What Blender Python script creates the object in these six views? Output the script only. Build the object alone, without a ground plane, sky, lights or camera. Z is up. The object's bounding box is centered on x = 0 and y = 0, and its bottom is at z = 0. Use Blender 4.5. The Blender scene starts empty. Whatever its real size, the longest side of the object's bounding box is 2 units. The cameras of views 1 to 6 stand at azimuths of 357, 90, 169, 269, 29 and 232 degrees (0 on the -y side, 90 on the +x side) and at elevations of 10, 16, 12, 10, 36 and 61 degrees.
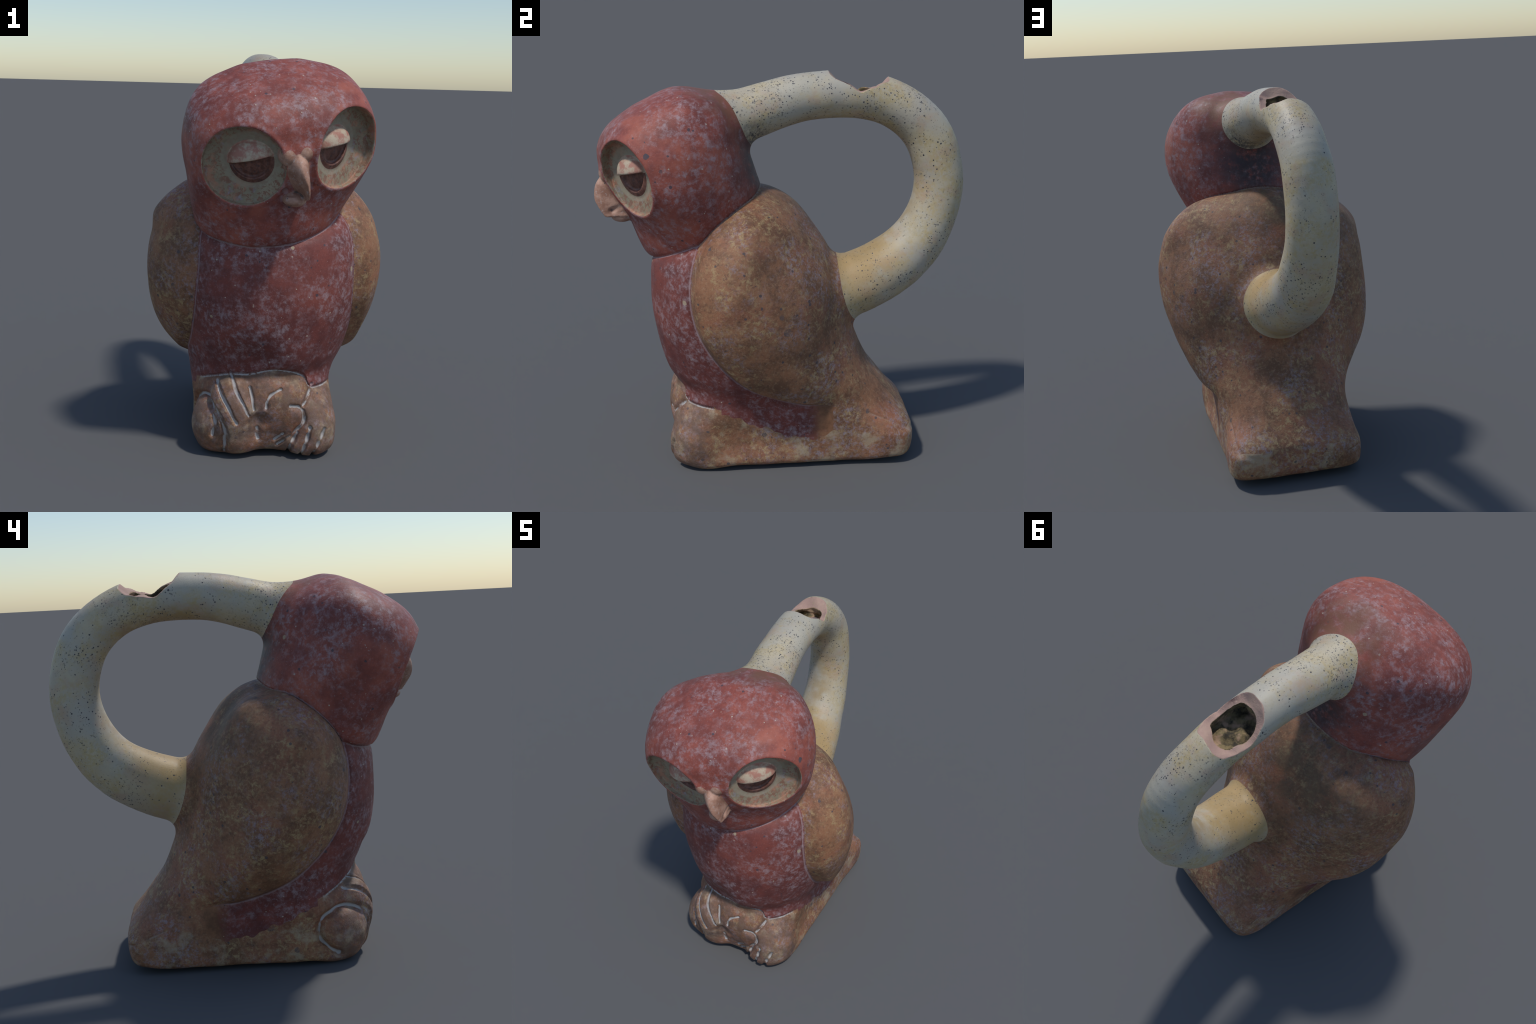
# Owl-shaped ceramic stirrup vessel: one clay body described as an implicit
# surface (profiles, tubes, pads, grooves), meshed once, then divided into parts.
import bpy, math
from concurrent.futures import ThreadPoolExecutor
import numpy as np

CELL = 0.0065          # mesh cell, metres
COARSE = 4             # coarse cells per search block

# ------------------------------------------------------------------ helpers
def catmull(pts, n=12):
    p = np.array(pts, float)
    p = np.vstack([2 * p[0] - p[1], p, 2 * p[-1] - p[-2]])
    t = np.linspace(0, 1, n, endpoint=False)[:, None]
    out = []
    for i in range(1, len(p) - 2):
        a, b, c, d = p[i - 1], p[i], p[i + 1], p[i + 2]
        out.append(0.5 * (2 * b + (c - a) * t + (2 * a - 5 * b + 4 * c - d) * t ** 2
                          + (3 * b - a - 3 * c + d) * t ** 3))
    return np.vstack(out + [p[-2][None]])

def profile(pts):
    q = catmull(pts)
    o = np.argsort(q[:, 0])
    return lambda z: np.interp(z, q[o, 0], q[o, 1])

def smin(a, b, k):
    h = np.clip(0.5 + 0.5 * (b - a) / k, 0, 1)
    return b + (a - b) * h - k * h * (1 - h)

def smax(a, b, k):
    return -smin(-a, -b, k)

def step(x, a, b):
    t = np.clip((x - a) / (b - a), 0, 1)
    return t * t * (3 - 2 * t)

def unit(v):
    v = np.array(v, float)
    return v / np.linalg.norm(v)

def ellipsoid(p, c, r):
    q = p - np.array(c)
    r = np.array(r)
    k0 = np.linalg.norm(q / r, axis=1)
    k1 = np.linalg.norm(q / r ** 2, axis=1)
    return k0 * (k0 - 1) / np.maximum(k1, 1e-6)

def chain(p, pts, far=0.35):
    """distance to a chain of round cones: pts rows are (x, y, z, radius)"""
    pts = np.array(pts, float)
    d = np.full(len(p), 9.0)
    lo = pts[:, :3].min(0) - far
    hi = pts[:, :3].max(0) + far
    m = np.all((p > lo) & (p < hi), axis=1)
    q = p[m]
    best = np.full(len(q), 9.0)
    for a, b in zip(pts[:-1], pts[1:]):
        ab = b[:3] - a[:3]
        t = np.clip((q - a[:3]) @ ab / max(ab @ ab, 1e-12), 0, 1)
        e = np.linalg.norm(q - a[:3] - t[:, None] * ab, axis=1) - (a[3] + t * (b[3] - a[3]))
        np.minimum(best, e, out=best)
    d[m] = best
    return d

def oval_loft(p, z, cx, cy, front, back, left, right, n):
    """distance-like value for stacked superellipse sections (arrays per point)"""
    dx = p[:, 0] - cx
    dy = p[:, 1] - cy
    a = np.maximum(np.where(dx > 0, left, right), 0.015)
    b = np.maximum(np.where(dy > 0, back, front), 0.015)
    u = np.abs(dx) / a
    v = np.abs(dy) / b
    k = (u ** n + v ** n + 1e-9) ** (1 / n)
    gx = (u + 1e-6) ** (n - 1) / a
    gy = (v + 1e-6) ** (n - 1) / b
    g = np.sqrt(gx ** 2 + gy ** 2) / np.maximum(k, 1e-4) ** (n - 1)
    return (k - 1) / np.maximum(g, 1.5)

# ------------------------------------------------------------------ body
MID = 0.02

def untwist(p):
    """the upper body is turned a little to the owl's left"""
    a = np.radians(1.5 + 3.0 * step(p[:, 2], .25, .75))
    x, y = p[:, 0] - .02, p[:, 1] + .1
    c, s = np.cos(a), np.sin(a)
    return np.stack([.02 + x * c + y * s + .012 * (1 - step(p[:, 2], .2, .7)) * -1, -.1 - x * s + y * c, p[:, 2]], 1)
body_front = profile([(-.05, -.50), (0, -.54), (.06, -.585), (.15, -.615), (.25, -.625), (.33, -.612), (.41, -.60),
                      (.51, -.652), (.64, -.684), (.79, -.703), (.92, -.708), (1.05, -.700),
                      (1.12, -.675), (1.20, -.59), (1.30, -.43), (1.38, -.28), (1.45, -.16)])
body_back = profile([(-.05, .57), (0, .59), (.05, .612), (.10, .625), (.165, .628), (.195, .622), (.22, .608), (.27, .570), (.38, .49), (.48, .42),
                     (.60, .37), (.68, .345), (.80, .32), (.90, .295), (1.0, .266), (1.1, .225),
                     (1.2, .165), (1.3, .10), (1.36, .045), (1.41, -.03), (1.435, -.10), (1.45, -.15)])
body_side = profile([(-.05, .31), (0, .325), (.05, .335), (.15, .338), (.22, .340), (.33, .358), (.42, .386), (.55, .43),
                     (.70, .458), (.85, .472), (1.0, .468), (1.1, .452), (1.2, .425), (1.3, .365), (1.38, .27), (1.45, .08)])
body_mid = profile([(-.05, .02), (.1, .02), (.4, -.10), (.8, -.22), (1.2, -.25), (1.45, -.155)])
body_pow = profile([(-.05, 9), (.14, 9), (.21, 6.0), (.30, 3.2), (.38, 2.3), (.50, 1.95), (.8, 2.05), (1.45, 2.05)])
body_pow_back = profile([(-.05, 9), (.14, 9), (.20, 5.5), (.30, 3.0), (.45, 2.3), (.60, 2.05), (.8, 1.95), (1.0, 1.95), (1.2, 1.85), (1.45, 1.7)])

# wing outline, seen from the side (y, z)
wing_edge = catmull([(-.10, 1.52), (-.34, 1.37), (-.43, 1.255), (-.485, 1.13), (-.506, .98), (-.485, .82),
                     (-.425, .69), (-.345, .583), (-.24, .49), (-.11, .42), (.05, .37), (.2, .345),
                     (.5, .20), (.8, .3), (.95, .8), (.9, 1.4), (.5, 1.8), (.1, 1.75)], 8)

def outline_distance(edge, lo, hi, n=260):
    """signed distance (inside positive) to a closed side outline, sampled on a grid"""
    y = np.linspace(lo[0], hi[0], n)
    z = np.linspace(lo[1], hi[1], n)
    Y, Z = np.meshgrid(y, z, indexing='ij')
    d = np.full(Y.shape, 9.0)
    inside = np.zeros(Y.shape, bool)
    e = np.vstack([edge, edge[:1]])
    for (ay, az), (by, bz) in zip(e[:-1], e[1:]):
        vy, vz = by - ay, bz - az
        t = np.clip(((Y - ay) * vy + (Z - az) * vz) / max(vy * vy + vz * vz, 1e-12), 0, 1)
        d = np.minimum(d, np.hypot(Y - ay - t * vy, Z - az - t * vz))
        if az != bz:
            c = ((az > Z) != (bz > Z)) & (Y < (by - ay) * (Z - az) / (bz - az) + ay)
            inside ^= c
    d = np.where(inside, d, -d)

    def look(py, pz):
        fy = np.clip((py - lo[0]) / (hi[0] - lo[0]) * (n - 1), 0, n - 1.001)
        fz = np.clip((pz - lo[1]) / (hi[1] - lo[1]) * (n - 1), 0, n - 1.001)
        i = fy.astype(int)
        j = fz.astype(int)
        u, v = fy - i, fz - j
        return (d[i, j] * (1 - u) * (1 - v) + d[i + 1, j] * u * (1 - v)
                + d[i, j + 1] * (1 - u) * v + d[i + 1, j + 1] * u * v)
    return look

wing_look = outline_distance(wing_edge, (-1, -.1), (1, 1.9))

def wing_margin(p):
    return wing_look(p[:, 1], p[:, 2])

def body_shape(p):
    p = untwist(p)
    z = np.clip(p[:, 2], -.05, 1.45)
    cy = body_mid(z)
    w = body_side(z)
    low = 1 - step(z, .30, .62)
    left = p[:, 0] > MID
    # rounder in front, more pointed behind above the base
    n = np.where(p[:, 1] < cy, body_pow(z), body_pow_back(z))
    flare = low * step(p[:, 1], .30, .58)
    waist = .030 * np.exp(-((p[:, 1] + .20) / .22) ** 2) * step(z, .04, .16) * (1 - step(z, .34, .5))
    shoulder = .034 * step(z, 1.08, 1.22) * (1 - step(p[:, 1], -.28, -.10))
    lean = .045 * np.clip((p[:, 1] - cy) / .5, 0, 1) * step(z, .25, .5)     # the spine sits a little to the owl's left
    rear = np.where(left, .052 * step(z, .88, 1.18), .030 * step(z, .55, 1.0)) * step(p[:, 1], -.28, -.02)
    heel = .02 * low * np.exp(-((p[:, 1] + .26) / .14) ** 2)
    skew = .006 * np.clip((MID - p[:, 0]) / .33, 0, 1.1) ** 1.5 * step(p[:, 1], .30, .52) * low
    q = np.stack([p[:, 0], p[:, 1] + skew, p[:, 2]], 1)
    d = oval_loft(q, z, MID, cy, cy - body_front(z), body_back(z) - cy, w + .028 * flare - waist + lean - rear, w + .026 * low + shoulder + heel + .3 * lean - rear, n)
    d = np.maximum(d, (p[:, 2] - 1.45))
    m = wing_margin(p)
    fade = 1 - step(p[:, 1], -.05, .25)
    rise = np.where(left, .048, .028) * step(m, -.004, .028) * fade
    q = np.clip(m / .30, 0, 1)
    rise = rise + .122 * (1 - (1 - q) ** 2) * np.where(left, .60 * (1 - .98 * step(p[:, 1], -.42, .06)), 1.06 * (1 - .86 * step(p[:, 1], -.12, .30)))
    lat = step(np.abs(p[:, 0] - MID), .12, .40)
    d = d - rise * lat
    d = d + .045 * np.exp(-(((p - np.array([-.10, -.65, .50])) / np.array([.12, .16, .09])) ** 2).sum(1))
    d = d + .007 * np.exp(-((m + .006) / .009) ** 2) * fade * step(np.abs(p[:, 0] - MID), .15, .25)
    return d

# ------------------------------------------------------------------ head
YAW = math.radians(13)
FWD = np.array([math.sin(YAW), -math.cos(YAW), 0])
SIDE = np.array([math.cos(YAW), math.sin(YAW), 0])
UP = np.array([0, 0, 1.0])

def rolled(deg):
    a = math.radians(deg)
    return math.cos(a) * SIDE + math.sin(a) * UP, math.cos(a) * UP - math.sin(a) * SIDE

head_front = profile([(.9, .02), (1.0, .10), (1.06, .165), (1.10, .182), (1.15, .205), (1.21, .228), (1.275, .25), (1.34, .275),
                      (1.44, .335), (1.54, .385), (1.60, .392), (1.67, .398), (1.72, .396), (2.0, .396)])
head_back = profile([(.9, .2), (1.0, .3), (1.2, .38), (1.4, .415), (1.5, .395), (1.6, .37), (1.7, .352), (1.8, .335), (2.0, .32)])
head_side = profile([(.9, .10), (1.0, .2), (1.08, .29), (1.14, .328), (1.25, .380), (1.35, .415), (1.48, .445), (1.60, .458),
                     (1.70, .458), (1.80, .450), (2.0, .44)])
# crown height along the middle line (forward, height) and its fall to the sides
crown = profile([(-.50, 1.66), (-.40, 1.76), (-.31, 1.835), (-.21, 1.895), (-.13, 1.932), (-.05, 1.950), (.02, 1.946), (.11, 1.913),
                 (.20, 1.872), (.28, 1.825), (.35, 1.772), (.40, 1.73), (.48, 1.63)])
crown_fall = profile([(-.05, 0), (0, 0), (.08, .003), (.15, .012), (.25, .04), (.32, .072), (.375, .112), (.42, .16), (.46, .235), (.52, .36)])
HEAD_C = np.array([.036, -.53, 1.5])
HS, HU = rolled(6)

def skull_shape(p):
    q = p - HEAD_C
    l, f, z = q @ HS, q @ FWD, np.clip(q @ HU + 1.5, .9, 2.0)
    loc = np.stack([l, -f, z], 1)
    loc[:, 0] += .048 * (1 - step(z, 1.10, 1.50))
    w = head_side(z)
    mid = -.05 + .13 * (1 - step(z, 1.10, 1.48))
    n = np.where(-f < mid, 1.8 + .60 * step(z, 1.22, 1.5), np.where(l > 0, 1.9, 2.25 - .65 * step(z, 1.45, 1.75)))
    d = oval_loft(loc, z, 0, mid, head_front(z) + mid, head_back(z) - mid, w, w, n)
    roof = (q @ HU + 1.5 - crown(f) + crown_fall(np.abs(l)) - .055 * np.maximum(l, 0) + (.11 * np.maximum(-l, 0) + .05 * np.maximum(l, 0)) * step(-f, -.02, .25)) * .8
    chin = 1.083 + .35 * np.maximum(0, -(f - .12)) + .10 * l - p[:, 2]      # underside of the jaw rises to the back
    return smax(smax(d, roof, .09), chin * .9, .06)

# face frame
FS, FU = rolled(12)
FACE = np.array([.10, -.79, 1.51]) - .017 * FS

def face_pt(l, u, f):
    return FACE + l * FS + u * FU + f * FWD

def eye_frame(s):
    a = math.radians(29 if s > 0 else 27) * s
    out = math.cos(a) * FWD + math.sin(a) * FS
    lat = math.cos(a) * FS - math.sin(a) * FWD
    b = math.radians(14)
    n = math.cos(b) * out - math.sin(b) * FU
    up = math.cos(b) * FU + math.sin(b) * out
    c = face_pt(.235 * s + .017, .004 if s > 0 else .02, -.012 if s > 0 else -.002)
    return c, lat * s, up, n          # lat points away from the beak

EYES = [eye_frame(1), eye_frame(-1)]
EYE_R = (.193, .195)

def eye_local(p, e):
    c, lat, up, n = e
    q = p - c
    return q @ lat, q @ up, q @ n

def lens(a, b, r, h):
    return np.hypot(a / r, b / h)

# beak: half width and forward reach by height in the face frame
beak_side = profile([(-.20, .003), (-.182, .006), (-.165, .013), (-.135, .025), (-.09, .040), (-.04, .055), (0, .058), (.04, .042), (.08, .022), (.12, .02)])
beak_front = profile([(-.20, .092), (-.182, .112), (-.165, .128), (-.135, .144), (-.09, .162), (-.04, .160), (0, .144), (.04, .110), (.08, .082), (.12, .07)])

def beak_shape(q):
    r = q - FACE
    l, u, f = r @ FS, r @ FU, r @ FWD
    l = l - .016 * step(-u, .04, .17)
    c = np.clip(u, -.19, .11)
    d = oval_loft(np.stack([l, -f, c], 1), c, 0, -.03, beak_front(c) - .03, .06, beak_side(c), beak_side(c), np.full(len(q), 1.75))
    return smax(smax(d * .9, u - .085, .03), -.182 - u, .006)

NOSTRILS = [face_pt(.040, .034, .086), face_pt(-.042, .034, .086)]

def face_shapes(p, d):
    """adds brows, discs, lids and beak to the skull distance; returns parts too"""
    parts = {}
    near = np.linalg.norm(p - FACE, axis=1) < .62
    out = d.copy()
    big = np.full(len(p), 9.0)
    disc = [big.copy(), big.copy()]
    lid = [big.copy(), big.copy()]
    ball = [big.copy(), big.copy()]
    q = p[near]
    s = d[near]
    for i, e in enumerate(EYES):
        a, b, n = eye_local(q, e)
        r = lens(a, b, *EYE_R)
        rim = (r - 1) * .193
        # saucer pad whose lower edge stands proud of the cheek
        pad = np.maximum(smax(rim, n + .012, .012), -n - .12)
        s = smin(s, pad, .02)
        # dish cut into it
        floor = -.004 - .030 * np.clip(1 - r * r, 0, 1) - .004 * step(b, -.02, .2)
        dish = np.maximum(rim + .004, floor - n)
        s = smax(s, -dish, .010)
        s = s - .003 * np.exp(-((r - 1.05) / .05) ** 2) * step(n, -.10, -.05)
        g = np.minimum(-rim - .001, n + .14)
        # eye swelling: heavy upper lid, thin lower lid, sunken eyeball between
        ea, eb = a + .030, b - .012
        loc = np.stack([ea, eb, n], 1)
        upper = ellipsoid(loc, (0, .0, -.040), (.110, .092, .068))
        cutline = eb - .010 + .8 * ea * ea
        lidd = smax(upper, -cutline, .010)
        low = ellipsoid(loc, (0, -.012, -.041), (.106, .108, .040))
        open_w = np.maximum(lens(ea, eb - .03, .096, .118) * .1 - .1, cutline)
        low = smax(low, -np.maximum(open_w, -.068 - n), .006)
        pupil = ellipsoid(loc, (0, -.02, -.063), (.085, .085, .043))
        pupil = smax(pupil, cutline - .012, .004)
        disc[i][near] = -g
        s0 = s
        s = smin(s, low, .012)
        s = np.minimum(s, pupil)
        s = smin(s, lidd, .006)
        ball[i][near] = np.maximum(np.maximum((lens(ea, eb + .006, .104, .108) - 1) * .1, -.16 - n), cutline - .004) + .004
        lid[i][near] = lidd
    bk = beak_shape(q)
    nos = np.minimum(ellipsoid(q, NOSTRILS[0], (.040, .042, .044)), ellipsoid(q, NOSTRILS[1], (.040, .042, .044)))
    mand = ellipsoid(q, face_pt(-.026, -.180, .032), (.052, .056, .032))
    mouth = chain(q, [tuple(face_pt(.060, -.135, .030)) + (.020,), tuple(face_pt(.036, -.150, .085)) + (.016,)])
    mouth = np.minimum(mouth, chain(q, [tuple(face_pt(-.060, -.135, .030)) + (.018,), tuple(face_pt(-.020, -.150, .090)) + (.012,)]))
    s_before = s
    beak = smin(bk, nos, .004)
    beak = smin(beak, mand, .010)
    s = smin(s, beak, .018)
    s = smax(s, -mouth, .008)
    out[near] = s
    bb = big.copy()
    bb[near] = beak - np.minimum(s_before, .03)
    return out, disc, lid, ball, bb

# ------------------------------------------------------------------ handle
SPINE = catmull([(.060, -.46, 1.72, .13), (.052, -.30, 1.775, .131), (.038, -.17, 1.805, .128), (.022, -.06, 1.836, .123), (.006, .10, 1.873, .116),
                 (-.012, .25, 1.881, .114), (-.026, .41, 1.872, .114), (-.038, .555, 1.826, .113), (-.043, .679, 1.745, .116),
                 (-.05, .765, 1.63, .120), (-.053, .813, 1.455, .122), (-.05, .795, 1.29, .125), (-.042, .736, 1.150, .134),
                 (-.032, .643, 1.037, .145), (-.006, .515, .952, .155), (.02, .36, .890, .162), (.035, .2, .855, .163)], 4)
BORE = SPINE[(SPINE[:, 1] > .1) & (SPINE[:, 1] < .72) & (SPINE[:, 2] > 1.6)].copy()
BORE[:, 3] = .087

def break_cut(p):
    """positive above the broken rim of the lost spout"""
    y, x, z = p[:, 1], p[:, 0], p[:, 2]
    prof = np.interp(y, [.20, .243, .275, .33, .40, .47, .51, .548, .60], [2.2, 1.998, 1.962, 1.922, 1.900, 1.905, 1.920, 1.945, 2.2])
    rough = .003 * np.sin(x * 61 + y * 23) +   .003 * np.sin(x * 37 - y * 71 + 1)
    return z - prof - .12 * (x + .01) + rough + .008 * np.sin(x * 23 + y * 41 + 2)

# ------------------------------------------------------------------ feet
def feet_shape(p):
    near = (p[:, 1] < -.25) & (p[:, 2] < .6)
    q = p[near]
    knob = ellipsoid(q, (-.240, -.470, .145), (.112, .135, .152))
    fingers = ellipsoid(q, (-.14, -.535, .230), (.135, .128, .19))
    toes = ellipsoid(q, (-.12, -.505, .090), (.14, .130, .10))
    mound = ellipsoid(q, (.06, -.50, .275), (.205, .148, .188))
    left = ellipsoid(q, (.250, -.475, .135), (.128, .165, .165))
    left_toes = ellipsoid(q, (.220, -.510, .075), (.138, .128, .085))
    k = .03
    d = smin(smin(knob, fingers, k), toes, k)
    d2 = smin(left, left_toes, k)
    r = smin(smin(d, d2, k), mound, .02)
    out = np.full(len(p), 9.0)
    out[near] = r
    return out

# upper border of the feet against the breast (x, z)
foot_top = profile([(-.42, .33), (-.31, .358), (-.28, .37), (-.227, .392), (-.178, .41), (-.13, .418), (-.066, .426), (0, .448),
                    (.063, .459), (.139, .446), (.20, .412), (.235, .355), (.30, .345), (.36, .34), (.42, .33)])
# border between the claw foot and the middle mound (z, x)
foot_edge = profile([(-.1, .05), (0, .06), (.076, .088), (.108, .128), (.149, .168), (.195, .198), (.236, .203), (.29, .203), (.34, .235), (.5, .25)])

# engraved strokes on the front of the feet: points (x, z), half width and depth
STROKES = [
    ([(-.232, .385), (-.2, .322), (-.169, .264), (-.130, .205)], .0125, .022),
    ([(-.163, .415), (-.133, .348), (-.102, .29), (-.068, .235)], .0125, .022),
    ([(-.067, .365), (-.057, .316), (-.049, .262)], .008, .015),
    ([(-.300, .315), (-.244, .268), (-.198, .205), (-.185, .151), (-.187, .03)], .012, .020),
    ([(-.197, .395), (-.167, .347), (-.14, .284), (-.119, .222)], .005, .007),
    ([(.135, .284), (.178, .271), (.202, .236), (.2, .195), (.168, .149), (.128, .108), (.078, .070)], .010, .018),
    ([(.172, .140), (.148, .082), (.132, .01)], .012, .022),
    ([(.233, .168), (.216, .1), (.193, .02)], .012, .022),
    ([(.306, .158), (.279, .096), (.250, .02)], .012, .022),
    ([(.1, .131), (.06, .099)], .009, .012),
    ([(.084, .365), (.039, .341), (.018, .307), (.013, .275)], .008, .014),
    ([(.240, .365), (.224, .325), (.197, .280)], .010, .018),
    ([(-.03, .162), (-.024, .109)], .014, .014),
    ([(-.262, .285), (-.243, .24), (-.236, .19), (-.250, .125)], .011, .016),
]
# raised ribs between the strokes
RIBS = [
    ([(-.262, .350), (-.222, .300), (-.185, .235), (-.158, .165)], .020, .014),
    ([(-.200, .405), (-.169, .347), (-.14, .284), (-.112, .215)], .022, .014),
    ([(-.115, .400), (-.094, .335), (-.076, .285), (-.058, .235)], .018, .012),
    ([(.205, .15), (.185, .09), (.165, .02)], .020, .014),
    ([(.268, .165), (.248, .10), (.222, .02)], .020, .014),
    ([(.140, .125), (.118, .08), (.105, .02)], .016, .010),
]
# ring round the coiled knob on the flank: points (y, z)
RING = [(-.455, .065), (-.40, .10), (-.366, .145), (-.360, .195), (-.378, .240), (-.425, .277), (-.49, .290), (-.55, .280), (-.60, .250)]
DENT = ((-.017, -.655, .203), (.060, .05, .048))

def flat_chain(a, b, pts, swell=0.0):
    p3 = np.stack([a, np.zeros_like(a), b], 1)
    line = catmull(pts, 5)
    t = np.linspace(0, 1, len(line))
    line = np.stack([line[:, 0], 0 * t, line[:, 1], swell * np.sin(np.pi * t) ** .7], 1)
    return chain(p3, line, .07)

def grooves(p):
    near = (p[:, 1] < -.28) & (p[:, 2] < .55)
    out = np.zeros(len(p))
    q = p[near]
    x, y, z = q.T
    acc = np.zeros(len(q))
    wob = 1 + .2 * np.sin(z * 90 + x * 70)
    front = step(-y, .44, .52)
    for pts, w, depth in STROKES:
        acc = np.maximum(acc, front * wob * .8 * depth * np.exp(-(np.maximum(flat_chain(x, z, pts, .3 * w), 0) / (1.0 * w)) ** 2))
    for pts, w, rise in RIBS:
        acc = acc - front * rise * np.exp(-(flat_chain(x, z, pts) / w) ** 2)
    acc = np.maximum(acc, .026 * wob * step(-x, .20, .26) * np.exp(-(flat_chain(y, z, RING) / .016) ** 2))
    # crease where the breast sits down on the feet
    acc = np.maximum(acc, .014 * np.exp(-((z - foot_top(x)) / .011) ** 2) * step(-y, .36, .44))
    dent = np.linalg.norm((q - np.array(DENT[0])) / np.array(DENT[1]), axis=1)
    out[near] = acc + .030 * np.clip(1 - dent * dent * .6, 0, 1) ** 2
    return out

# ------------------------------------------------------------------ whole
def sculpt(p, want=False):
    body = body_shape(p)
    feet = feet_shape(p)
    lower = smin(body, feet, .022)
    # underside: feet and tail touch the ground, the sole between is lifted a little
    sole = .018 * step(p[:, 1], -.45, -.3) * (1 + .7 * step(p[:, 1], .35, .55)) \
        + .028 * np.exp(-((p[:, 0] - .02) / .09) ** 2) * (1 - step(p[:, 1], -.5, -.2))
    lower = smax(lower, sole - p[:, 2], .035)
    # drawn edge between the tail's back and the side of the base
    side = np.where(p[:, 0] > 0, .265 - .47 * (p[:, 1] - .43), .215 - .42 * (p[:, 1] - .43))
    lower = lower + .006 * np.exp(-((p[:, 2] - side) / .010) ** 2) * step(p[:, 1], .34, .44) * step(np.abs(p[:, 0]), .22, .28)
    lower = lower + grooves(p)
    skull, disc, lid, ball, beak = face_shapes(p, skull_shape(p))
    d = smin(lower, skull, .011) + .007 * np.exp(-((lower - skull) / .012) ** 2) * np.exp(-(lower / .05) ** 2)
    tube = chain(p, SPINE, .29)
    solid = smin(d, tube - .004, .08)
    cut = np.minimum(break_cut(p), (.2 - np.abs(p[:, 1] - .4)))
    bore = chain(p, BORE, .20)
    bore = np.maximum(bore, -(p[:, 2] - (1.838 + .014 * np.sin(p[:, 0] * 55 + 1) * np.sin(p[:, 1] * 47))) )
    bore = smax(bore, np.abs(p[:, 1] - .388) - (.118 + 1.2 * np.maximum(0, 1.875 - p[:, 2])) + .006 * np.sin(p[:, 0] * 63 + 1) + .005 * np.sin(p[:, 2] * 80), .07)
    full = np.maximum(np.maximum(solid, cut), -bore)
    full = full + .0016 * (np.sin(p[:, 0] * 21 + 2 * np.sin(p[:, 1] * 13)) * np.sin(p[:, 2] * 19 + 1.5 * np.sin(p[:, 0] * 11 + p[:, 1] * 9)))
    if not want:
        return full
    return full, dict(body=body, feet=feet, lower=lower, skull=skull, disc=disc, lid=lid, ball=ball, beak=beak,
                      tube=tube, rest=d, solid=solid, cut=cut, bore=bore)

# ------------------------------------------------------------------ meshing
def run(fn, p, n=25000):
    with ThreadPoolExecutor(4) as pool:
        return np.concatenate(list(pool.map(fn, [p[i:i + n] for i in range(0, len(p), n)])), axis=-1)

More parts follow.
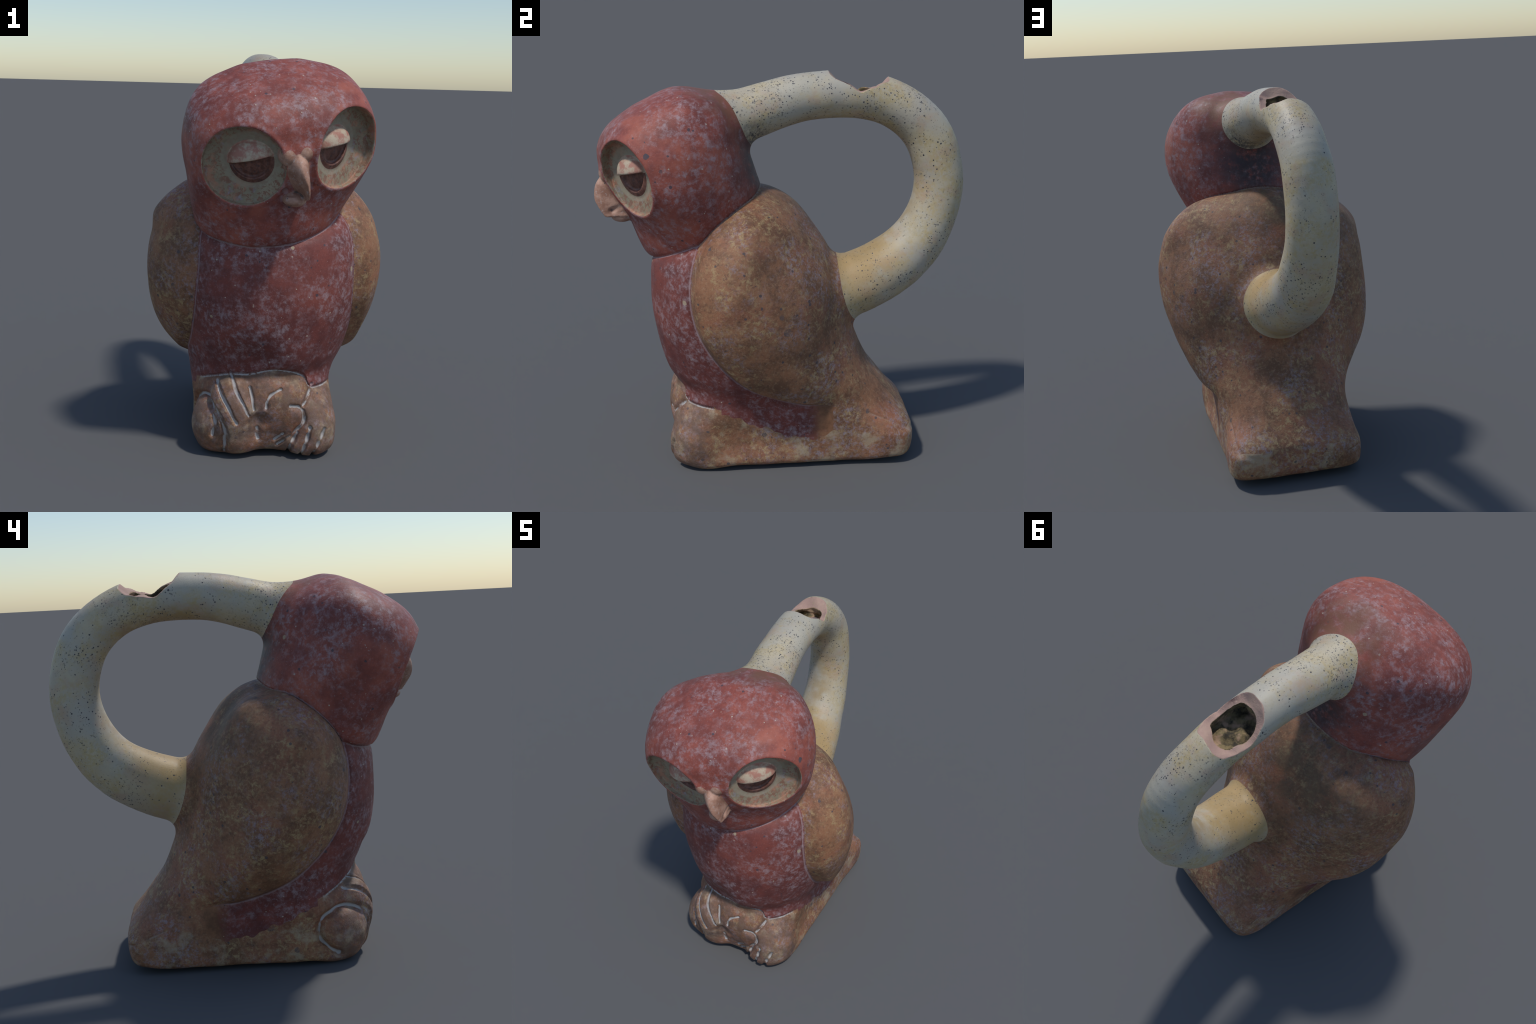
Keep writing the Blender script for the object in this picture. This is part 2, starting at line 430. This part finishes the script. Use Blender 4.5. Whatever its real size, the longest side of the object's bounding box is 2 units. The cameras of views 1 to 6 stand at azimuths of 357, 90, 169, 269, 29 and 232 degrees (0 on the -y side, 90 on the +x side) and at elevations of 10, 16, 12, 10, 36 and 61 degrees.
def surface_net(h):
    lo = np.array([-.72, -1.08, -.06])
    size = np.array([1.46, 2.14, 2.16])
    nc = np.ceil(size / (h * COARSE)).astype(int)
    ax = [lo[i] + np.arange(nc[i] + 1) * h * COARSE for i in range(3)]
    g = np.stack(np.meshgrid(*ax, indexing='ij'), -1).reshape(-1, 3)
    c = run(sculpt, g).reshape(nc + 1)
    cmin = np.full(nc, 9.0)
    cmax = np.full(nc, -9.0)
    for i in (0, 1):
        for j in (0, 1):
            for k in (0, 1):
                s = c[i:i + nc[0], j:j + nc[1], k:k + nc[2]]
                cmin = np.minimum(cmin, s)
                cmax = np.maximum(cmax, s)
    reach = h * COARSE * 1.2
    act = (cmin < reach) & (cmax > -reach)
    n = nc * COARSE + 1
    F = np.repeat(np.repeat(np.repeat(c[:-1, :-1, :-1], COARSE, 0), COARSE, 1), COARSE, 2)
    F = np.pad(F, ((0, 1),) * 3, mode='edge').astype(np.float32)
    m = np.zeros(n, bool)
    b = np.repeat(np.repeat(np.repeat(act, COARSE, 0), COARSE, 1), COARSE, 2)
    for i in (0, 1):
        for j in (0, 1):
            for k in (0, 1):
                m[i:i + b.shape[0], j:j + b.shape[1], k:k + b.shape[2]] |= b
    idx = np.argwhere(m)
    F[m] = run(sculpt, lo + idx * h)
    inside = F < 0
    # cells with a sign change
    s = np.zeros(n - 1, np.uint8)
    for i in (0, 1):
        for j in (0, 1):
            for k in (0, 1):
                s += inside[i:i + n[0] - 1, j:j + n[1] - 1, k:k + n[2] - 1]
    cells = np.argwhere((s > 0) & (s < 8))
    ids = np.full(n - 1, -1, np.int32)
    ids[tuple(cells.T)] = np.arange(len(cells))
    acc = np.zeros((len(cells), 3))
    cnt = np.zeros(len(cells))
    corners = [(i, j, k) for i in (0, 1) for j in (0, 1) for k in (0, 1)]
    for a in corners:
        for axis in range(3):
            if a[axis]:
                continue
            bb = list(a)
            bb[axis] = 1
            fa = F[tuple((cells + a).T)].astype(float)
            fb = F[tuple((cells + bb).T)].astype(float)
            x = (fa < 0) != (fb < 0)
            t = fa / np.where(fa == fb, 1, fa - fb)
            pt = np.tile(np.array(a, float), (len(cells), 1))
            pt[:, axis] = t
            acc[x] += pt[x]
            cnt[x] += 1
    v = lo + (cells + acc / cnt[:, None]) * h
    faces = []
    for axis in range(3):
        o = [(1, 2), (2, 0), (0, 1)][axis]
        sl0 = [slice(1, -1)] * 3
        sl1 = [slice(1, -1)] * 3
        sl0[axis] = slice(0, -1)
        sl1[axis] = slice(1, None)
        A, B = inside[tuple(sl0)], inside[tuple(sl1)]
        e = np.argwhere(A != B)
        off = np.ones(3, int)
        off[axis] = 0
        base = e + off
        flip = A[tuple(e.T)]
        quad = []
        for du, dv in ((-1, -1), (0, -1), (0, 0), (-1, 0)):
            cc = base.copy()
            cc[:, o[0]] += du
            cc[:, o[1]] += dv
            quad.append(ids[tuple(cc.T)])
        q = np.stack(quad, 1)
        q[~flip] = q[~flip][:, ::-1]
        faces.append(q)
    q = np.vstack(faces)
    return v, q

def gradient(p, e=.0012):
    # four evaluations at the corners of a tetrahedron
    out = np.zeros_like(p)
    for o in ((1, 1, 1), (1, -1, -1), (-1, 1, -1), (-1, -1, 1)):
        o = np.array(o, float)
        out += run(sculpt, p + e * o)[:, None] * o
    return out / (4 * e)

def polish(v, h, steps=1):
    for _ in range(steps):
        f = run(sculpt, v)
        g = gradient(v)
        n2 = np.maximum((g ** 2).sum(1), .05)
        mv = -(f / n2)[:, None] * g
        ln = np.linalg.norm(mv, axis=1)
        mv *= np.minimum(1, .6 * h / np.maximum(ln, 1e-9))[:, None]
        v = v + mv
    return v

def split_on(v, gall, tri, tag, k):
    """cut the triangles along field k = 0 so that part borders are clean lines"""
    g = gall[:, k]
    g = np.where(np.abs(g) < 1e-5, 1e-5, g)
    e = np.vstack([tri[:, [0, 1]], tri[:, [1, 2]], tri[:, [2, 0]]])
    e.sort(axis=1)
    live = np.zeros(len(v), bool)
    live[tri[tag < 0].ravel()] = True
    x = ((g[e[:, 0]] > 0) != (g[e[:, 1]] > 0)) & live[e[:, 0]] & live[e[:, 1]]
    if not x.any():
        return v, gall, tri, tag
    ue, inv = np.unique(e[x], axis=0, return_inverse=True)
    inv = inv.ravel()
    t = g[ue[:, 0]] / (g[ue[:, 0]] - g[ue[:, 1]])
    t = np.clip(t, .02, .98)
    nv = v[ue[:, 0]] + t[:, None] * (v[ue[:, 1]] - v[ue[:, 0]])
    ng = gall[ue[:, 0]] + t[:, None] * (gall[ue[:, 1]] - gall[ue[:, 0]])
    mid = np.full(len(e), -1)
    mid[x] = inv + len(v)
    m = len(tri)
    me = np.stack([mid[:m], mid[m:2 * m], mid[2 * m:]], 1)
    ncut = (me >= 0).sum(1)
    one = ncut == 1
    has = ncut == 2
    keep_t, keep_tag = tri[ncut == 0], tag[ncut == 0]
    if one.any():                        # a neighbour cut on one edge only
        To, Mo = tri[one], me[one]
        j = np.argmax(Mo, axis=1)
        ro = np.arange(len(To))
        ea, eb, ec, em = To[ro, j], To[ro, (j + 1) % 3], To[ro, (j + 2) % 3], Mo[ro, j]
        keep_t = np.vstack([keep_t, np.stack([ea, em, ec], 1), np.stack([em, eb, ec], 1)])
        keep_tag = np.concatenate([keep_tag, tag[one], tag[one]])
    T, M, TG = tri[has], me[has], tag[has]
    miss = np.argmin(M, axis=1)          # the uncut edge
    r = np.arange(len(T))
    a, b = T[r, miss], T[r, (miss + 1) % 3]
    c = T[r, (miss + 2) % 3]
    mbc, mca = M[r, (miss + 1) % 3], M[r, (miss + 2) % 3]
    new = np.vstack([np.stack([c, mca, mbc], 1), np.stack([a, b, mbc], 1), np.stack([a, mbc, mca], 1)])
    return np.vstack([v, nv]), np.vstack([gall, ng]), np.vstack([keep_t, new]), np.concatenate([keep_tag, TG, TG, TG])

# ------------------------------------------------------------------ materials
class Net:
    def __init__(self, name):
        self.m = bpy.data.materials.new(name)
        self.m.use_nodes = True
        self.t = self.m.node_tree
        self.t.nodes.clear()
        self.out = self.t.nodes.new('ShaderNodeOutputMaterial')
        self.bsdf = self.t.nodes.new('ShaderNodeBsdfPrincipled')
        self.t.links.new(self.bsdf.outputs[0], self.out.inputs[0])
        self.co = self.t.nodes.new('ShaderNodeTexCoord').outputs['Object']

    def put(self, sock, val):
        if isinstance(val, bpy.types.NodeSocket):
            self.t.links.new(val, sock)
        else:
            sock.default_value = val

    def math(self, op, a, b=0.0, c=0.0):
        n = self.t.nodes.new('ShaderNodeMath')
        n.operation = op
        for s, x in zip(n.inputs, (a, b, c)):
            self.put(s, x)
        return n.outputs[0]

    def scaled(self, k):
        n = self.t.nodes.new('ShaderNodeMapping')
        self.put(n.inputs[0], self.co)
        n.inputs['Scale'].default_value = k
        return n.outputs[0]

    def noise(self, scale, detail=4, rough=.6, dist=0.0, k=None, seed=0.0):
        n = self.t.nodes.new('ShaderNodeTexNoise')
        n.noise_dimensions = '4D'
        self.put(n.inputs['Vector'], self.scaled(k) if k else self.co)
        n.inputs['W'].default_value = seed
        n.inputs['Scale'].default_value = scale
        n.inputs['Detail'].default_value = detail
        n.inputs['Roughness'].default_value = rough
        n.inputs['Distortion'].default_value = dist
        return n.outputs[0]

    def cells(self, scale, k=None, rand=1.0):
        n = self.t.nodes.new('ShaderNodeTexVoronoi')
        self.put(n.inputs['Vector'], self.scaled(k) if k else self.co)
        n.inputs['Scale'].default_value = scale
        n.inputs['Randomness'].default_value = rand
        return n.outputs['Distance'], n.outputs['Color']

    def ramp(self, f, a, b):
        n = self.t.nodes.new('ShaderNodeMapRange')
        n.interpolation_type = 'SMOOTHSTEP'
        self.put(n.inputs[0], f)
        n.inputs[1].default_value = a
        n.inputs[2].default_value = b
        return n.outputs[0]

    def mix(self, f, a, b):
        n = self.t.nodes.new('ShaderNodeMix')
        n.data_type = 'RGBA'
        self.put(n.inputs[0], f)
        self.put(n.inputs[6], a if isinstance(a, bpy.types.NodeSocket) else (*a, 1))
        self.put(n.inputs[7], b if isinstance(b, bpy.types.NodeSocket) else (*b, 1))
        return n.outputs[2]

    def axis(self, i):
        n = self.t.nodes.new('ShaderNodeSeparateXYZ')
        self.put(n.inputs[0], self.co)
        return n.outputs[i]

    def spot(self, c, r0, r1):
        n = self.t.nodes.new('ShaderNodeVectorMath')
        n.operation = 'DISTANCE'
        self.put(n.inputs[0], self.co)
        n.inputs[1].default_value = c
        return self.ramp(n.outputs['Value'], r1, r0)

    def flecks(self, scale, size, amount, k=None, seed=0.0):
        """scattered small spots; amount is the share of cells that carry one"""
        d, col = self.cells(scale, k)
        sep = self.t.nodes.new('ShaderNodeSeparateColor')
        self.put(sep.inputs[0], col)
        pick = self.math('LESS_THAN', self.math('FRACT', self.math('ADD', sep.outputs[0], seed)), amount)
        rad = self.math('MULTIPLY', sep.outputs[1], size)
        near = self.math('LESS_THAN', self.math('ADD', d, self.math('MULTIPLY', self.math('SUBTRACT', self.noise(scale * 3, 2), .5), size)), rad)
        return self.math('MULTIPLY', pick, near)

    def crease(self, a, b):
        g = self.t.nodes.new('ShaderNodeNewGeometry')
        return self.ramp(g.outputs['Pointiness'], a, b)

    def finish(self, col, rough=.6, bump=.4, grain=160, spec=.35):
        self.put(self.bsdf.inputs['Base Color'], col)
        self.put(self.bsdf.inputs['Roughness'], rough)
        self.bsdf.inputs['Specular IOR Level'].default_value = spec
        b = self.t.nodes.new('ShaderNodeBump')
        b.inputs['Strength'].default_value = bump
        b.inputs['Distance'].default_value = .006
        h = self.math('ADD', self.noise(grain, 4, .65), self.math('MULTIPLY', self.noise(28, 4, .6), 1.2))
        self.put(b.inputs['Height'], h)
        self.t.links.new(b.outputs[0], self.bsdf.inputs['Normal'])
        return self.m

RED, RED_DARK, BLOOM = (.335, .090, .065), (.19, .052, .042), (.39, .31, .33)
BROWN, BROWN_DARK, OCHRE = (.30, .140, .072), (.16, .078, .043), (.42, .30, .15)
CREAM, CLAY = (.53, .455, .315), (.48, .32, .245)

def red_slip(name, worn_tail=False, red=RED, dark=RED_DARK, bright=(.43, .125, .080)):
    n = Net(name)
    c = n.mix(n.ramp(n.noise(7, 7, .7), .38, .64), dark, red)
    c = n.mix(n.math('MULTIPLY', n.ramp(n.noise(90, 4, .75, seed=14), .42, .62), .45), c, dark)
    c = n.mix(n.math('MULTIPLY', n.ramp(n.noise(3.2, 5, .65, seed=4), .48, .64), .65), c, bright)
    bloom = n.math('MULTIPLY', n.ramp(n.noise(30, 7, .74, .15), .44, .66), n.ramp(n.noise(4.5, 6, .7, seed=9), .37, .58))
    c = n.mix(n.math('MULTIPLY', bloom, .72), c, BLOOM)
    c = n.mix(n.math('MULTIPLY', n.ramp(n.noise(5.5, 6, .7, seed=44), .50, .66), .5), c, dark)
    c = n.mix(n.math('MULTIPLY', n.ramp(n.noise(110, 3, .7, seed=3), .60, .72), .55), c, (.46, .36, .36))
    if worn_tail:
        edge = n.math('ADD', n.axis(1), n.math('MULTIPLY', n.math('SUBTRACT', n.noise(25, 5, .7), .5), .16))
        c = n.mix(n.ramp(edge, .07, .17), c, n.mix(n.ramp(n.noise(6, 8, .75), .40, .60), BROWN_DARK, BROWN))
    c = n.mix(n.math('MULTIPLY', n.flecks(45, .22, .16), .8), c, (.50, .42, .34))
    c = n.mix(n.math('MULTIPLY', n.flecks(16, .22, .05, seed=.2), .7), c, (.46, .38, .25))
    c = n.mix(n.math('MULTIPLY', n.flecks(32, .26, .09, seed=.4), .8), c, (.06, .055, .07))
    c = n.mix(n.math('MULTIPLY', n.crease(.494, .465), .45), c, (.42, .34, .35))
    return n, c

def mat_head():
    n, c = red_slip('red_slip_head')
    c = n.mix(n.math('MULTIPLY', n.flecks(13, .24, .35, seed=.7), n.spot((.42, -.55, 1.78), .10, .27)), c, (.07, .07, .085))
    soot = n.math('MULTIPLY', n.spot((.05, -.14, 1.58), .06, .34), n.ramp(n.noise(18, 7, .75), .30, .54))
    c = n.mix(n.math('MULTIPLY', soot, .92), c, (.035, .033, .042))
    c = n.mix(n.math('MULTIPLY', n.spot((.1, -.28, 1.9), .1, .32), n.ramp(n.noise(14, 5, .6, seed=2), .35, .6)), c, (.20, .085, .05))
    return n.finish(c, .55, .22)

def mat_torso():
    n, c = red_slip('red_slip_breast', True, (.225, .060, .047), (.135, .040, .036), (.27, .075, .055))
    return n.finish(c, .6, .25)

def brown_clay(name, pale=0.0):
    n = Net(name)
    c = n.mix(n.ramp(n.noise(6, 8, .75), .40, .60), BROWN_DARK, BROWN)
    c = n.mix(n.math('MULTIPLY', n.ramp(n.noise(3.5, 5, .65, seed=21), .45, .62), .6), c, (.31, .115, .065))
    c = n.mix(n.math('MULTIPLY', n.ramp(n.noise(70, 4, .75, seed=8), .50, .66), .55), c, (.38, .24, .145))
    c = n.mix(n.math('MULTIPLY', n.ramp(n.noise(55, 4, .75, seed=18), .52, .66), .6), c, (.10, .055, .038))
    och = n.math('MULTIPLY', n.ramp(n.noise(32, 6, .8, .5, seed=5), .48, .62), n.ramp(n.noise(4.5, 4, .6, seed=1), .42, .58))
    c = n.mix(n.math('MULTIPLY', och, .85), c, OCHRE)
    blo = n.math('MULTIPLY', n.ramp(n.noise(45, 6, .8, seed=7), .47, .62), n.ramp(n.noise(4, 4, .6, seed=12), .44, .60))
    c = n.mix(n.math('MULTIPLY', blo, .65), c, (.31, .27, .31))
    if pale:
        c = n.mix(n.math('MULTIPLY', n.ramp(n.noise(9, 5, .65, seed=20), .50, .64), pale), c, (.42, .34, .23))
    c = n.mix(n.math('MULTIPLY', n.flecks(30, .28, .22), .8), c, (.07, .062, .07))
    c = n.mix(n.math('MULTIPLY', n.ramp(n.noise(34, 5, .7, .2, k=(1.4, 1.4, .35), seed=41), .66, .72), .6), c, (.44, .38, .33))
    dark = n.math('MULTIPLY', n.flecks(9, .20, .30, seed=.3), n.ramp(n.noise(40, 4, .7), .35, .6))
    c = n.mix(n.math('MULTIPLY', dark, .75), c, (.085, .075, .08))
    c = n.mix(n.math('MULTIPLY', n.crease(.494, .465), .4), c, (.44, .38, .31))
    return n, c

def mat_wing():
    n, c = brown_clay('brown_clay_wing')
    smoke = n.math('MULTIPLY', n.spot((-.14, .02, 1.28), .10, .52), n.ramp(n.noise(9, 7, .75, seed=91), .36, .58))
    c = n.mix(n.math('MULTIPLY', smoke, .65), c, (.115, .085, .055))
    return n.finish(c, .62, .3)

def mat_base():
    n, c = brown_clay('brown_clay_base', .6)
    return n.finish(c, .65, .3)

def mat_foot():
    n, c = brown_clay('brown_clay_foot', .6)
    base = c
    c = n.mix(n.math('MULTIPLY', n.ramp(n.noise(26, 6, .75, seed=31), .46, .62), .45), c, (.31, .225, .225))
    c = n.mix(n.math('MULTIPLY', n.ramp(n.noise(11, 6, .75, seed=71), .40, .58), .75), c, (.14, .085, .06))  # brown darkened to the shadowed tone of the feet under the breast
    edge = n.math('ADD', n.axis(1), n.math('MULTIPLY', n.math('SUBTRACT', n.noise(20, 5, .7, seed=77), .5), .12))
    c = n.mix(n.ramp(edge, -.39, -.49), base, c)
    c = n.mix(n.math('MULTIPLY', n.crease(.492, .462), .85), c, (.46, .44, .43))
    return n.finish(c, .6, .35)

def mat_handle():
    n = Net('cream_slip_handle')
    c = n.mix(n.ramp(n.noise(5, 4, .6), .35, .65), (.44, .39, .31), CREAM)
    yel = n.math('MULTIPLY', n.ramp(n.noise(6, 5, .65, seed=3), .42, .58), n.ramp(n.noise(50, 4, .7, seed=2), .35, .6))
    c = n.mix(n.math('MULTIPLY', yel, .7), c, (.47, .35, .15))
    c = n.mix(n.math('MULTIPLY', n.ramp(n.noise(70, 4, .75, seed=23), .56, .68), .45), c, (.26, .22, .16))
    c = n.mix(n.math('MULTIPLY', n.ramp(n.noise(9, 5, .65, seed=6), .50, .64), .55), c, (.47, .33, .24))
    c = n.mix(n.math('MULTIPLY', n.ramp(n.noise(3.5, 5, .65, seed=51), .46, .60), .5), c, (.44, .43, .38))
    low = n.math('MULTIPLY', n.spot((.02, .36, 1.0), .10, .34), n.ramp(n.noise(10, 5, .65, seed=11), .28, .50))
    c = n.mix(n.math('MULTIPLY', low, .8), c, (.45, .29, .11))
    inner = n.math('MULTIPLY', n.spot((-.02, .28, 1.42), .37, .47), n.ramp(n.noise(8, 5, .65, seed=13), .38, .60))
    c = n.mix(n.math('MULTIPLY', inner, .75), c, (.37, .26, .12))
    c = n.mix(n.math('MULTIPLY', n.flecks(60, .28, .30), n.ramp(n.noise(7, 3, .5, seed=61), .40, .54)), c, (.06, .058, .065))
    pits = n.math('MULTIPLY', n.ramp(n.noise(85, 3, .6, seed=81), .60, .65), n.ramp(n.noise(6, 5, .7, seed=82), .47, .60))
    near = n.math('MAXIMUM', n.spot((.04, -.2, 1.82), .12, .30), n.spot((-.02, .5, 1.78), .08, .24))
    pits = n.math('MAXIMUM', pits, n.math('MULTIPLY', n.ramp(n.noise(85, 3, .6, seed=83), .58, .63), n.math('MULTIPLY', near, n.ramp(n.noise(16, 4, .6, seed=84), .40, .55))))
    c = n.mix(n.math('MULTIPLY', pits, .85), c, (.07, .065, .065))
    dense = n.math('MULTIPLY', n.flecks(95, .42, .6), n.ramp(n.noise(5, 4, .6, seed=15), .47, .56))
    c = n.mix(n.math('MULTIPLY', dense, .9), c, (.05, .05, .065))
    soot = n.math('MULTIPLY', n.spot((.10, -.17, 1.69), .02, .16), n.ramp(n.noise(45, 5, .7), .35, .6))
    c = n.mix(n.math('MULTIPLY', soot, .9), c, (.04, .042, .055))
    return n.finish(c, .5, .15)

def mat_disc():
    n = Net('cream_slip_eye_disc')
    c = n.mix(n.ramp(n.noise(8, 4, .6), .35, .65), (.24, .205, .14), (.34, .29, .20))
    sp = n.math('MULTIPLY', n.ramp(n.noise(48, 5, .75, .5), .47, .56), n.ramp(n.noise(9, 3, .6, seed=2), .30, .50))
    c = n.mix(n.math('MULTIPLY', sp, .85), c, (.24, .11, .075))
    c = n.mix(n.math('MULTIPLY', n.ramp(n.noise(10, 5, .7, seed=6), .48, .62), .65), c, (.48, .22, .14))
    c = n.mix(n.math('MULTIPLY', n.math('MULTIPLY', n.ramp(n.noise(30, 5, .7, seed=9), .52, .64), n.ramp(n.noise(6, 3, .6, seed=19), .45, .6)), .6), c, (.30, .28, .33))
    for e in EYES:                       # smooth pale ring round each eye
        ctr = e[0] - .030 * e[1] + .012 * e[2] - .06 * e[3]
        ring = n.math('MULTIPLY', n.spot(tuple(ctr), .138, .150), n.math('SUBTRACT', 1.0, n.spot(tuple(ctr), .095, .105)))
        c = n.mix(n.math('MULTIPLY', ring, .6), c, (.33, .295, .22))
    return n.finish(c, .6, .2)

def mat_lid():
    n = Net('pale_clay_eyelid')
    c = n.mix(n.ramp(n.noise(22, 5, .7), .42, .60), (.42, .20, .15), (.52, .43, .32))
    return n.finish(c, .55, .2)

def mat_eye():
    n = Net('dark_clay_eyeball')
    c = n.mix(n.ramp(n.noise(30, 5, .7), .4, .62), (.12, .05, .035), (.22, .10, .075))
    c = n.mix(n.math('MULTIPLY', n.ramp(n.noise(60, 4, .7, seed=5), .52, .62), .6), c, (.055, .05, .06))
    return n.finish(c, .45, .2)

def mat_beak():
    n = Net('pale_clay_beak')
    c = n.mix(n.ramp(n.noise(14, 5, .65), .38, .64), (.30, .15, .10), (.50, .30, .22))
    c = n.mix(n.math('MULTIPLY', n.ramp(n.noise(50, 4, .7, seed=3), .54, .68), .6), c, (.50, .44, .42))
    c = n.mix(n.flecks(60, .3, .12), c, (.08, .07, .07))
    c = n.mix(n.math('MULTIPLY', n.crease(.485, .43), .8), c, (.07, .06, .06))
    return n.finish(c, .55, .25)

def mat_break():
    n = Net('pink_broken_clay')
    c = n.mix(n.ramp(n.noise(16, 5, .65), .38, .64), (.42, .27, .22), CLAY)
    c = n.mix(n.math('MULTIPLY', n.spot((.09, .31, 1.93), .02, .055), n.ramp(n.noise(60, 3), .35, .5)), c, (.07, .035, .04))
    c = n.mix(n.math('MULTIPLY', n.ramp(n.noise(28, 3, .6, seed=8), .66, .70), .8), c, (.38, .50, .12))
    return n.finish(c, .75, .4)

def mat_hollow():
    n = Net('dark_hollow_debris')
    c = n.mix(n.ramp(n.noise(22, 5, .65), .38, .62), (.05, .042, .03), (.26, .20, .10))
    c = n.mix(n.ramp(n.noise(11, 3, .6, seed=3), .52, .62), c, (.42, .28, .18))
    return n.finish(c, .85, .6, 60)

# ------------------------------------------------------------------ parts
PARTS = ['hollow', 'spout_break', 'handle', 'eyelid', 'eyelid', 'eyeball', 'eyeball', 'eye_disc', 'eye_disc', 'beak', 'head',
         'foot', 'foot', 'foot_mound', 'base', 'tail', 'wing', 'wing', 'torso']

red_line = profile([(-.8, .52), (-.5, .42), (-.4, .352), (-.28, .286), (-.15, .23), (0, .175), (.12, .168), (.2, .19), (.3, .235), (.45, .225), (.7, .17)])

def fields(p):
    """one signed field per part, in order; the first positive one owns the point"""
    full, s = sculpt(p, True)
    x, y, z = p.T
    out = []
    out.append(np.minimum(-s['bore'] + .003, s['tube'] * -1 + .02))
    out.append(np.minimum(s['cut'] + .003, .2 - np.abs(y - .4)))
    out.append(s['rest'] - s['tube'] + np.where(z > 1.4, .008, -.002))
    for i in (0, 1):
        out.append(.004 - s['lid'][i])
    for i in (0, 1):
        out.append(.004 - s['ball'][i])
    out.append(-s['beak'] + 0)           # beak before discs in ownership
    for i in (0, 1):
        out.append(-s['disc'][i])
    out.append(s['lower'] - s['skull'])
    fz = np.minimum(foot_top(x) - z, -.36 - y)
    out.append(np.minimum(fz, x - foot_edge(z)))
    out.append(np.minimum(fz, -.04 - x))
    out.append(fz)
    out.append(np.minimum(red_line(y) - z + .008 * np.sin(y * 40) + .006 * np.sin(y * 93 + 1), y + .40))
    pt = untwist(p)
    m = wing_margin(pt)
    out.append(np.minimum(np.minimum(.40 + .9 * (y - .30) - z, y - .21), m + .5))
    out.append(np.minimum(m, x - MID))
    out.append(np.minimum(m, MID - x))
    return out

ORDER = ['hollow', 'spout_break', 'handle', 'eyelid', 'eyelid.001', 'eyeball', 'eyeball.001', 'beak', 'eye_disc', 'eye_disc.001',
         'head', 'foot', 'foot.001', 'foot_mound', 'base', 'tail', 'wing', 'wing.001', 'torso']
PARENT = {'spout_break': 'handle', 'hollow': 'handle', 'eyelid': 'head', 'eyelid.001': 'head', 'eyeball': 'head', 'eyeball.001': 'head',
          'beak': 'head', 'eye_disc': 'head', 'eye_disc.001': 'head'}

def build():
    v, q = surface_net(CELL)
    v = polish(v, CELL)
    # split quads on the shorter diagonal
    d0 = np.linalg.norm(v[q[:, 0]] - v[q[:, 2]], axis=1)
    d1 = np.linalg.norm(v[q[:, 1]] - v[q[:, 3]], axis=1)
    a = q[d0 <= d1]
    b = q[d0 > d1]
    tri = np.vstack([a[:, [0, 1, 2]], a[:, [0, 2, 3]], b[:, [0, 1, 3]], b[:, [1, 2, 3]]])
    tag = np.full(len(tri), -1)
    count = len(ORDER) - 1
    g = run(lambda p: np.array(fields(p)), v).T
    for k in range(count):
        v, g, tri, tag = split_on(v, g, tri, tag, k)
        gc = g[tri, k].mean(1)
        tag[(tag < 0) & (gc > 0)] = k
    tag[tag < 0] = count
    v[:, 2] -= v[:, 2].min()
    nrm = gradient(v, .0025)
    nrm /= np.maximum(np.linalg.norm(nrm, axis=1), 1e-9)[:, None]

    mats = {'head': mat_head(), 'torso': mat_torso(), 'wing': mat_wing(), 'base': mat_base(), 'foot': mat_foot(), 'handle': mat_handle(),
            'eye_disc': mat_disc(), 'eyelid': mat_lid(), 'eyeball': mat_eye(), 'beak': mat_beak(), 'spout_break': mat_break(),
            'hollow': mat_hollow()}
    mats['tail'] = mats['wing']
    mats['foot_mound'] = mats['foot']

    root = bpy.data.objects.new('owl_vessel', None)
    bpy.context.collection.objects.link(root)
    root['label'] = 'worn red and brown clay owl jug with cream loop handle'
    root['category'] = 'pottery vessel'
    obs = {}
    for k, name in enumerate(ORDER):
        f = tri[tag == k]
        if not len(f):
            continue
        used, inv = np.unique(f, return_inverse=True)
        me = bpy.data.meshes.new(name.split('.')[0])
        fv = inv.reshape(-1, 3).astype(np.int32)
        me.vertices.add(len(used))
        me.vertices.foreach_set('co', v[used].astype(np.float32).ravel())
        me.loops.add(fv.size)
        me.loops.foreach_set('vertex_index', fv.ravel())
        me.polygons.add(len(fv))
        me.polygons.foreach_set('loop_start', np.arange(0, fv.size, 3, dtype=np.int32))
        me.update(calc_edges=True)
        me.polygons.foreach_set('use_smooth', np.ones(len(fv), bool))
        me.normals_split_custom_set_from_vertices(nrm[used].tolist())
        me.materials.append(mats[name.split('.')[0]])
        ob = bpy.data.objects.new(name, me)
        bpy.context.collection.objects.link(ob)
        obs[name] = ob
    for name, ob in obs.items():
        ob.parent = obs.get(PARENT.get(name), root)
    print('triangles', len(tri))

if __name__ == '__main__':
    build()
